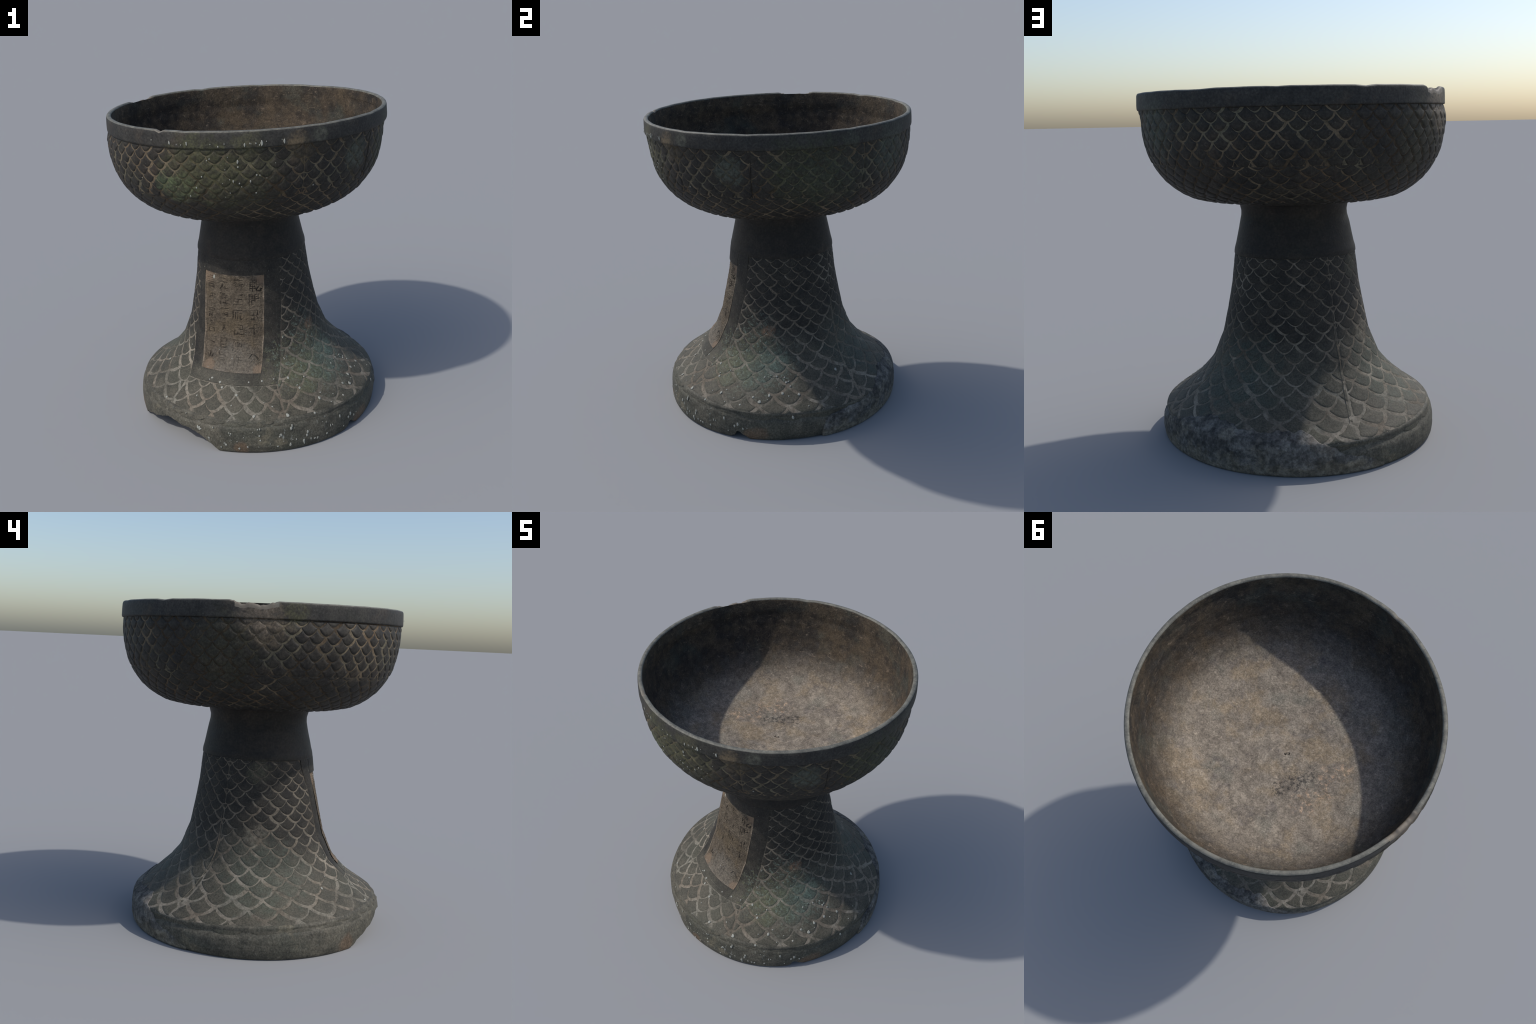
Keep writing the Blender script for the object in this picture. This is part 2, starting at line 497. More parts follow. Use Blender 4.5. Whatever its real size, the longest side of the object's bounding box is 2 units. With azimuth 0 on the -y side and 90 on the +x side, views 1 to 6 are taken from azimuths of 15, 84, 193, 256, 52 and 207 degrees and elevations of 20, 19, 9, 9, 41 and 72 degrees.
H_BOWL, H_FOOT = .0044, .0020       # depth of the grooves
TH = np.linspace(0, 360, 361)[:-1]


# ------------------------------------------------------------------ bowl body
def lip_drop(th):
    """How far the lip sinks below its top plane: lean, broken gap, chips."""
    d = .0072 * (1 - np.cos((th + 110) * D2R))

    def dip(a, b, depth, e):
        t = (th - a) % 360
        w = (b - a) % 360
        return depth * np.clip(np.minimum(t, w - t) / e, 0, 1) * (t <= w)
    gap = np.interp(th % 360, [154.0, 156.5, 158.2, 160, 161.6, 163.2, 165.5, 167.6, 169.4, 171.6],
                    [0, .009, .022, .016, .010, .018, .025, .019, .008, 0], left=0, right=0)
    d = d + gap + (gap > .004) * (.0016 * np.sin(th * 2.3) + .0012 * np.sin(th * 3.7 + 1))
    for a, b, h, e in ((-110.4, -106.6, .011, 1.9), (123, 131, .006, 4), (60, 77, .003, 6), (-101, -95, .0025, 3),
                       (-23, -15, .002, 4), (-50, -42, .0015, 4), (94, 102, .002, 4), (18, 26, .002, 4)):
        d = d + dip(a, b, h, e)
    d = d + .004 * np.exp(-(wrap(th - 195) / 40) ** 2)
    return d + .0008 * (1 + np.sin(th * 17 * D2R) * np.sin(th * 11 * D2R))


def build_bowl():
    n = 288
    th = np.arange(n) * 360 / n
    s0, s1 = bowl_s.S(1.93), bowl_s.s[-1]
    s = np.linspace(s0, s1, 130)
    T, S = np.meshgrid(th, s)
    body = new_obj('bowl', bowl_s.P(T, S, -H_BOWL), grid_faces(len(s), n, True), M_BOWL_SOIL, vessel)
    # inside
    ni = 240
    ti = np.arange(ni) * 360 / ni
    s = inner_s.s[-1] * (np.linspace(0, 1, 150))[:-1]
    T, S = np.meshgrid(ti, s)
    h = wob(T, inner_s.Z(S) * 3 + inner_s.R(S) * 6, 3, .0022)
    for _ in range(70):                          # pits and lumps in the worn floor and wall
        a, q, R = rng.uniform(0, 360), rng.uniform(.12, .93) * inner_s.s[-1], rng.uniform(.012, .035)
        d = np.hypot(((T - a + 180) % 360 - 180) * D2R * inner_s.R(q), S - q)
        h += rng.choice((-1, -1, 1)) * rng.uniform(.0015, .004) * np.exp(-(d / R) ** 2)
    h[:6] *= np.linspace(0, 1, 6)[:, None]
    P = inner_s.P(T, S, -h)
    P[..., 2] -= np.clip((P[..., 2] - 1.80) / .18, 0, 1) * .0072 * (1 - np.cos((T + 110) * D2R))
    V = P.reshape(-1, 3)
    apex = inner_s.P(np.float64(0), inner_s.s[-1])
    apex[:2] = bowl_centre(1.38)
    F = grid_faces(len(s), ni, True, flip=True).tolist()
    b = (len(s) - 1) * ni
    k = len(V)
    F = F + [[b + (j + 1) % ni, b + j, k] for j in range(ni)]
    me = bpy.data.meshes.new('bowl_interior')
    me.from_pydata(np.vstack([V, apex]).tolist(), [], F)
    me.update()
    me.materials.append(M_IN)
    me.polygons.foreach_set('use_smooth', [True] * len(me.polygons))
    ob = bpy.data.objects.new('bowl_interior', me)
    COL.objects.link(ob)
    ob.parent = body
    # plain band with its rounded lip
    nb = 720
    tb = np.arange(nb) * 360 / nb
    prof = [(.853, 1.905), (.8665, 1.9045), (.8705, 1.908), (.8715, 1.914), (.8712, 1.93), (.8705, 1.95), (.8695, 1.97),
            (.8685, 1.986), (.866, 1.994), (.8615, 1.9985), (.856, 2.0), (.852, 2.0), (.847, 2.0), (.8425, 1.9975), (.8395, 1.992),
            (.838, 1.980), (.837, 1.96), (.836, 1.935)]
    p = np.array(prof) - (.0022, 0)
    T = np.broadcast_to(tb, (len(p), nb))
    z = np.broadcast_to(p[:, 1:2], (len(p), nb)).copy()
    r = np.broadcast_to(p[:, 0:1], (len(p), nb)).copy()
    drop = lip_drop(tb)
    lean = .0072 * (1 - np.cos((tb + 110) * D2R))
    up = np.clip((z - 1.925) / .062, 0, 1)
    z = z - lean * 1.0 - up * (drop - lean)
    z = z + wob(T, z * 0, 5, .0012)
    r = r + wob(T, z * 2, 9, .0022) * (p[:, 0:1] > .852)
    cx, cy = bowl_centre(z)
    P = np.stack([cx + r * np.cos(T * D2R), cy + r * np.sin(T * D2R), z], -1)
    F = grid_faces(len(p), nb, True, flip=True)
    ob = new_obj('rim_band', P, F, [M_BAND, M_LIP, M_IN], body, sharp=50)
    gapped = ((drop - lean) > .006) & (tb > 153) & (tb < 173)
    mi = np.zeros((len(p) - 1, nb), int)
    mi[8:14] = 1
    mi[14:] = 2
    mi[6:14, gapped] = 1
    ob.data.polygons.foreach_set('material_index', mi.reshape(-1))
    return body


bowl = build_bowl()


# --------------------------------------------------------------------- scales
def scale_patch(surf, centre, srow, k, W, th_c, g, depth, dome, width, region=None, sink=None, nx=17, ny=13, ecc=0.0,
                p=1.75, skew=0.0, wear=0.0):
    """One scale of a fish-scale tiling: pointed top between its two upper neighbours,
    round lower edge.  srow holds the arc lengths of successive row tips; W is its
    angular width.  Heights fall below the groove floor all round, which leaves a
    groove of half width g."""
    st, sm, sb = srow[k - 2], srow[k - 1], srow[k]
    xs = np.sin(np.linspace(-1, 1, nx) * math.pi / 2)
    xs = .55 * xs + .45 * np.linspace(-1, 1, nx)
    v = np.linspace(0, 1, ny)
    v = .5 * v + .5 * (1 - np.cos(v * math.pi)) / 2

    def arc(x):
        x = np.clip(np.abs(x), 0, 1)
        return .5 * x ** p + .5 * (1 - np.sqrt(1 - x * x * .985)) / (1 - math.sqrt(.015))

    def bot(x): return sb - (sb - sm) * arc(x)
    def top(x): return sm - (sm - st) * arc(1 - np.abs(x))
    X = np.broadcast_to(xs, (ny, nx))
    S = top(X) + (bot(X) - top(X)) * v[:, None]
    r = surf.R(S)
    half = W / 2 * D2R * surf.R(sm)
    bx = np.linspace(-1, 1, 61)
    ex = np.r_[bx, bx] * half
    es = np.r_[bot(bx), top(bx)]
    d = np.hypot(X[..., None] * half - ex, S[..., None] - es)
    # the groove is wider on one side of the arc, as if drawn with a brush
    gg = g * (1 + ecc * -np.sign(ex) * np.sin(np.minimum(np.abs(ex) / half, 1) * math.pi) * np.r_[np.ones(61), np.zeros(61)])
    d = (d - gg).min(-1)
    TH = th_c + X * W / 2 + skew * (S - sm) / (sb - st) * W
    if region is not None:
        d = np.minimum(d, region(TH, S) - g * .9)
    t = np.clip(d / width, 0, 1)
    full = half * .5
    u = np.clip(d / full, 0, 1)
    h = np.where(d > 0, -depth + depth * (1 - (1 - t) ** 2.4) * (1 - wear), -depth - .003 * np.clip(-d / .006, 0, 1))
    h = h + np.where(d > 0, dome * (1 - (1 - u) ** 2), 0)
    # lower lip of the scale stands a little prouder than its root
    h = h + np.where(d > 0, dome * .8 * (v[:, None] - .5) * t, 0)
    if sink is not None:
        h = h - sink(TH, S)
    return surf.P(TH, S, h, centre), d.max()


def add_scales(name, stuff_name, jobs, mat, parent, limit=300):
    """The largest become objects of their own, the rest one mesh of small scales."""
    jobs.sort(key=lambda j: -j['size'])
    sv, sf = [], []
    off = 0
    for i, j in enumerate(jobs):
        V = j['make'](j['th'])
        f = grid_faces(j['ny'], j['nx'])
        if i < limit:
            new_obj(name, V, f, mat, parent)
        else:
            sv.append(V.reshape(-1, 3))
            sf.append(f + off)
            off += V.size // 3
    if sv:
        ob = new_obj(stuff_name, np.vstack(sv), np.vstack(sf), mat, parent)
        ob['kind'] = 'stuff'


def bowl_scales():
    jobs = []
    S = bowl_s.S
    seam = float(S(1.602))
    band = float(S(1.903))
    # upper mould: rows of 56, the pattern jumping at the vertical mould seams
    z0 = [1.955 - .0457 * i for i in range(11)]
    srow = [float(S(min(z, 1.944))) - (max(z - 1.944, 0)) for z in z0]
    W = 360 / 56
    sections = [(-19, 28, -2.2), (-53, -19, W / 2), (28, 307, 0.0)]
    for a, b, ph in sections:
        for k in range(2, len(srow)):
            if srow[k] < band + .006 or srow[k - 2] > seam - .006:
                continue
            shift = ph + (W / 2 if k % 2 else 0)
            for m in range(-70, 80):
                th = shift + m * W
                if th + W / 2 < a or th - W / 2 > b:
                    continue
                side = th - W / 2 < a or th + W / 2 > b
                cut = srow[k] > seam - .004 or srow[k - 2] < band + .004
                var = rng.randrange(5)
                r = np.random.default_rng(var * 31 + k)
                g = .0038 * r.uniform(.7, 1.4)
                wear = r.choice([0, 0, .2, .4, .6])
                ecc = r.uniform(-.2, .4)
                skew = r.uniform(-.05, .05)

                def region(T, Sx, a=a, b=b, side=side):
                    q = np.minimum(Sx - band, seam - Sx + .003)
                    if side:
                        rr = bowl_s.R(Sx) * D2R
                        q = np.minimum(q, np.minimum((T - a) * rr, (b - T) * rr) + .002)
                    return q

                def make(t, k=k, W=W, srow=srow, g=g, wear=wear, ecc=ecc, skew=skew, region=region, side=side, cut=cut):
                    return scale_patch(bowl_s, None, srow, k, W, t, g, H_BOWL, .0012, .0095,
                                       region if (side or cut) else None, ecc=ecc, skew=skew, wear=wear)[0]
                jit = 0 if side else rng.uniform(-.55, .55)
                size = 1.0 - .002 * k - (.25 if cut else 0) - (.3 if side else 0)
                jobs.append(dict(size=size, make=make, th=th + jit, nx=17, ny=13))
    # lower mould: rows of 47, shrinking toward the neck
    W = 360 / 47
    s = float(S(1.583)) - 2 * .0435
    srow = [s]
    while True:
        r = float(bowl_s.R(srow[-1]))
        s = srow[-1] + (.0435 if r > .70 else .062 * r)
        srow.append(s)
        if bowl_s.R(s) < .40:
            break
    for k in range(1, len(srow)):
        tri = srow if k >= 2 else [srow[0] - .0435] + srow
        kk = k if k >= 2 else k + 1
        shift = 4.0 if k % 2 == 0 else .2
        for m in range(47):
            var = rng.randrange(4)
            r = np.random.default_rng(var * 17 + k + 900)
            g = .0034 * r.uniform(.6, 1.5)
            ecc = r.uniform(-.2, .7)
            wear = r.choice([0, 0, .15, .3])
            cut = srow[k - 2] < seam + .004 if k >= 2 else True

            def region(T, Sx):
                return Sx - seam + .002

            def make(t, kk=kk, W=W, tri=tri, g=g, ecc=ecc, wear=wear, cut=cut):
                return scale_patch(bowl_s, None, tri, kk, W, t, g, H_BOWL, .0010, .009, region if cut else None,
                                   nx=15, ny=11, ecc=ecc, wear=wear)[0]
            jobs.append(dict(size=.7 - .01 * k, make=make, th=shift + m * W + rng.uniform(-.4, .4), nx=15, ny=11))
    add_scales('bowl_scale', 'bowl_scales_small', jobs, M_BOWL_SCALE, bowl)


bowl_scales()


# ------------------------------------------------------------------- pedestal
FIELD_TOP, FIELD_BOT = 1.075, .341
TAB_TOP, TAB_BOT = .985, .398


def tab_axis(z): return np.interp(z, [.40, .985], [-95.5, -98.15])


def edge(z, w, sgn):
    r = foot_s.R(foot_s.S(z)) + foot_out_of_round(tab_axis(z) + sgn * 35, z)
    return tab_axis(z) + sgn * np.degrees(np.arcsin(np.clip(w / r, -1, 1)))


def field_left(z): return edge(z, np.interp(z, [.34, .55, .73, .85, 1.08], [.277, .282, .264, .256, .265]), -1)
def field_right(z): return edge(z, np.interp(z, [.33, .45, .62, .8, 1.07], [.312, .300, .288, .288, .270]), 1)
def tab_left(z): return edge(z, .200, -1)
def tab_right(z): return edge(z, .199, 1)


def scale_foot(th):
    """Height at which the scales give way to the plain foot rim."""
    return .193 + .020 * np.cos((np.asarray(th) + 110) * D2R) + .003 * np.sin(np.asarray(th) * 5 * D2R)


def cut_height(th):
    """Height of the broken lower edge of the foot."""
    th = wrap(np.asarray(th, float))
    h = np.interp(th, [-149, -146.5, -144, -140, -134, -126, -119.5, -112.4, -105.6, -101, -98.4, -96, -94],
                  [0, .012, .045, .060, .085, .125, .143, .126, .112, .085, .057, .022, 0], left=0, right=0)
    h = h + np.interp(th, [-33.6, -32.4, -31.2, -30.2, -28.4, -27, -25, -23.4], [0, .016, .022, .056, .055, .030, .014, 0], left=0, right=0)
    rag = .003 * np.sin(th * .45) + .0022 * np.sin(th * .97 + 1) + .0010 * np.sin(th * 2.3)
    h = h + np.where(h > .01, rag, 0) + np.interp(th, [-16, 5, 110, 150], [0, .007, .010, 0], left=0, right=0)
    return np.maximum(h, 0)


def build_pedestal():
    # groove floor under the scales
    n = 300
    s = np.linspace(float(foot_s.S(1.10)), float(foot_s.S(.155)), 170)
    u = np.linspace(0, 1, n)
    z = foot_s.Z(s)[:, None]
    a = np.where(z > FIELD_BOT, field_right(z) - .6, -95)
    b = np.where(z > FIELD_BOT, field_left(z) + 360 + .6, 265)
    T = a + (b - a) * u
    Sg = np.minimum(np.broadcast_to(s[:, None], T.shape), foot_s.S(scale_foot(T)) + .004)
    body = new_obj('pedestal', foot_s.P(T, Sg, -H_FOOT), grid_faces(len(s), n), M_FOOT_SOIL, vessel)

    # plain neck: from the bowl down to the scales, with a turned-in lower edge
    nn = 240
    t = np.arange(nn) * 1.5
    s = np.r_[np.linspace(0, float(foot_s.S(FIELD_TOP)), 60)]
    T, Sg = np.meshgrid(t, s)
    h = wob(T, foot_s.Z(Sg) * 2, 21, .0016) * np.clip((Sg - .03) / .05, 0, 1)
    h[-1] = h[-2]
    infield = (wrap(t - field_left(FIELD_TOP)) > 0) & (wrap(t - field_right(FIELD_TOP)) < 0)
    h = h + .004 * np.exp(-((s[-1] - Sg - .02) / .03) ** 2)
    h = np.vstack([h + .001, np.where(infield, .0045, .0030)[None], np.where(infield, .0040, -.010)[None]])
    T = np.vstack([T, T[-1:], T[-1:]])
    Sg = np.vstack([Sg, Sg[-1:] + .002, Sg[-1:] + .0026])
    new_obj('neck', foot_s.P(T, Sg, h), grid_faces(len(Sg), nn, True), M_STEM, body, sharp=50)

    # plain field round the tablet: four strips with turned-down borders
    V, F = [], []
    off = 0

    def strip(lf, rf, zt, zb, nc, nr, sides):
        nonlocal off
        s = np.linspace(float(foot_s.S(zt)), float(foot_s.S(zb)), nr)
        z = foot_s.Z(s)[:, None]
        L, R = lf(z), rf(z)
        e = np.array([0, .0015]) / .4 / D2R
        u = np.linspace(0, 1, nc)
        T = L + (R - L) * u
        h = wob(T, z * 2, 22, .0012) * np.sin(np.pi * np.clip(u, 0, 1)) + 0 * z
        h = h + .0045 * np.clip((z - .90) / .16, 0, 1)
        h = h - .0016 * (np.exp(-u * nc / 1.2) * ('l' in sides) + np.exp(-(1 - u) * nc / 1.2) * ('r' in sides))
        T = np.hstack([T[:, :1], T, T[:, -1:]])
        h = np.hstack([h[:, :1] * 0 - .016, h, h[:, -1:] * 0 - .016])
        S2 = np.broadcast_to(s[:, None], T.shape)
        if 'b' in sides or 't' in sides:
            if 't' in sides:
                T = np.vstack([T[:1], T]); S2 = np.vstack([S2[:1], S2]); h = np.vstack([h[:1] * 0 - .016, h])
            if 'b' in sides:
                T = np.vstack([T, T[-1:]]); S2 = np.vstack([S2, S2[-1:]]); h = np.vstack([h, h[-1:] * 0 - .016])
        V.append(foot_s.P(T, S2, h).reshape(-1, 3))
        F.append(grid_faces(T.shape[0], T.shape[1], off=off))
        off += T.size
    strip(field_left, tab_left, FIELD_TOP, FIELD_BOT, 12, 110, 'lrb')
    strip(tab_right, field_right, FIELD_TOP, FIELD_BOT, 14, 110, 'lrb')
    strip(tab_left, tab_right, FIELD_TOP, TAB_TOP, 40, 16, 'b')
    strip(tab_left, tab_right, TAB_BOT, FIELD_BOT, 40, 12, 'tb')
    new_obj('tablet_frame', np.vstack(V), np.vstack(F), M_STEM_FIELD, body, sharp=55)

    # shoulder, upright foot rim with its broken edge, and the hollow inside
    nb = 900
    t = np.arange(nb) * 360 / nb
    zc = cut_height(t)
    sb = foot_s.s[-1]
    s_cut = np.where(zc > .003, foot_s.S(np.maximum(zc, .003)), sb)
    s_top = foot_s.S(scale_foot(t))
    u = np.linspace(0, 1, 46)
    u = np.r_[u[:-1], 1 - (1 - u[-2]) * np.array([.6, .3, .12, 0])]
    Sg = s_top + (s_cut - s_top) * u[:, None]
    T = np.broadcast_to(t, Sg.shape)
    h = wob(T, foot_s.Z(Sg) * 4, 31, .0045) * np.clip((u[:, None]) * 4, 0, 1)
    crease = foot_s.S(.190 + .022 * np.cos((T + 105) * D2R))
    h = h - .0105 * np.exp(-((Sg - crease - .036) / .021) ** 2) + .0030 * np.exp(-((Sg - crease + .002) / .014) ** 2)
    h = (h + .0006) * np.clip(u[:, None] * 9, 0, 1) - .0006
    h = np.vstack([np.full((1, nb), -.009), h])
    Sg = np.vstack([s_top[None], Sg])
    T = np.vstack([t[None], T])
    P = foot_s.P(T, Sg, h)
    P[..., 2] = np.maximum(P[..., 2], 0)
    rows = [P]
    # broken or worn lower edge, then the inner wall
    last = P[-1]
    cx, cy = foot_centre(0.0)
    for inset, lift in ((.004, -.0015), (.02, -.002), (.032, .001)):
        q = last.copy()
        rad = np.hypot(q[:, 0] - cx, q[:, 1] - cy)
        k = (rad - inset) / rad
        q[:, 0] = cx + (q[:, 0] - cx) * k
        q[:, 1] = cy + (q[:, 1] - cy) * k
        q[:, 2] = np.maximum(q[:, 2] + lift + .0015 * np.sin(t * 2.3), 0)
        rows.append(q[None])
    zi = np.array([.16, .22, .30, .40, .55, .75, 1.0, 1.25])
    ri = np.array([.740, .690, .575, .47, .39, .34, .30, .255])
    for z, r in zip(zi, ri):
        zz = np.maximum(z, zc + .02)
        cx, cy = foot_centre(z)
        rows.append(np.stack([cx + r * np.cos(t * D2R), cy + r * np.sin(t * D2R), zz], -1)[None])
    P = np.vstack(rows)
    new_obj('foot_rim', P, grid_faces(len(P), nb, True), M_RIM, body, sharp=60)
    return body


M_STEM_FIELD = pedestal_skin('frame_bronze', .52, .30)
pedestal = build_pedestal()


def foot_scales():
    jobs = []
    S = foot_s.S
    top = float(S(FIELD_TOP))
    ztip = [1.14, 1.095, 1.05, 1.01, .97, .928, .886, .842, .796, .75, .705, .66, .61, .56, .508, .450, .401, .357, .309, .265,
            .219, .172, .12]
    srow = [float(S(z)) for z in ztip]
    ref = ztip.index(.357)
    low = float(S(.185))

    def lf(z, zsplit, up, dn): return np.where(z > zsplit, up, dn)
    W = 360 / 23
    secs = [(lambda z: np.where(z > FIELD_BOT, field_right(z), -63.5), lambda z: 39.5 + (z - .45) * 22, 3.4),
            (lambda z: 39.5 + (z - .45) * 22, lambda z: np.interp(z, [.2, .42, .6], [126.5, 133, 135.3]) + 0 * z, -.6),
            (lambda z: np.interp(z, [.2, .42, .6], [126.5, 133, 135.3]) + 0 * z,
             lambda z: np.where(z > FIELD_BOT, field_left(z), -123.5) + 360, 5.2)]

    def emit(a, b, ph, srow, W, ref, smin, kfrom, tag, gscale):
        for k in range(kfrom, len(srow)):
            if srow[k - 2] > low - .004 or srow[k] < smin + .004:
                continue
            shift = ph + (W / 2 if (k - ref) % 2 else 0)
            zc = foot_s.Z(np.array([srow[k - 2], srow[k - 1], srow[k]]))
            A, B = a(zc), b(zc)
            for m in range(-60, 60):
                th = shift + m * W
                if th + W / 2 < A.min() or th - W / 2 > B.max():
                    continue
                side = th - W / 2 < A.max() + .5 or th + W / 2 > B.min() - .5
                cut = srow[k] > low - .006 or srow[k - 2] < smin + .006
                var = rng.randrange(5)
                r = np.random.default_rng(var * 13 + k + 400)
                rad = float(foot_s.R(srow[k - 1]))
                g = gscale * (.0030 + .0068 * np.clip((rad - .36) / .35, 0, 1)) * r.uniform(.75, 1.4)
                ecc = r.uniform(.1, .9)
                wear = r.choice([0, 0, .1, .3])
                skew = r.uniform(-.04, .04)

                def region(T, Sx, side=side):
                    q = Sx - smin
                    if side:
                        zz = foot_s.Z(Sx)
                        rr = foot_s.R(Sx) * D2R
                        q = np.minimum(q, np.minimum((T - a(zz)) * rr, (b(zz) - T) * rr) + .002)
                    return q

                def make(t, k=k, g=g, ecc=ecc, wear=wear, skew=skew, region=region, cut=cut, side=side):
                    V, _ = scale_patch(foot_s, None, srow, k, W, t, g, H_FOOT, .0003, .0055,
                                       region if (side or srow[k - 2] < smin + .006) else None,
                                       (lambda T, Sx: .0065 * np.clip((Sx - S(scale_foot(T)) - .001) / .010, 0, 1)) if cut else None, nx=21, ny=15, ecc=ecc,
                                       skew=skew, wear=wear)
                    return V
                jobs.append(dict(size=rad - (.1 if side else 0) - (.4 if cut else 0), make=make,
                                 th=th + (0 if side else rng.uniform(-.9, .9)), nx=21, ny=15))
    for i, (a, b, ph) in enumerate(secs):
        emit(a, b, ph, srow, W, ref, top, 2, 'f', 1.0)
    # below the tablet a narrower set of scales
    z2 = [.412, .362, .314, .268, .229, .190, .14]
    s2 = [float(S(z)) for z in z2]
    emit(lambda z: -123.5 + 0 * z, lambda z: -63.5 + 0 * z, -3.9, s2, 11.25, 3, float(S(FIELD_BOT)), 2, 't', .8)
    add_scales('pedestal_scale', 'pedestal_scales_small', jobs, M_FOOT, pedestal)


foot_scales()


# --------------------------------------------------------- inscribed tablet
# strokes of the archaic characters, in a unit box (x right, y up)
def poly(*p): return [p[i:i + 2] for i in range(len(p) - 1)]


def box(x0, y0, x1, y1): return poly((x0, y0), (x1, y0), (x1, y1), (x0, y1), (x0, y0))


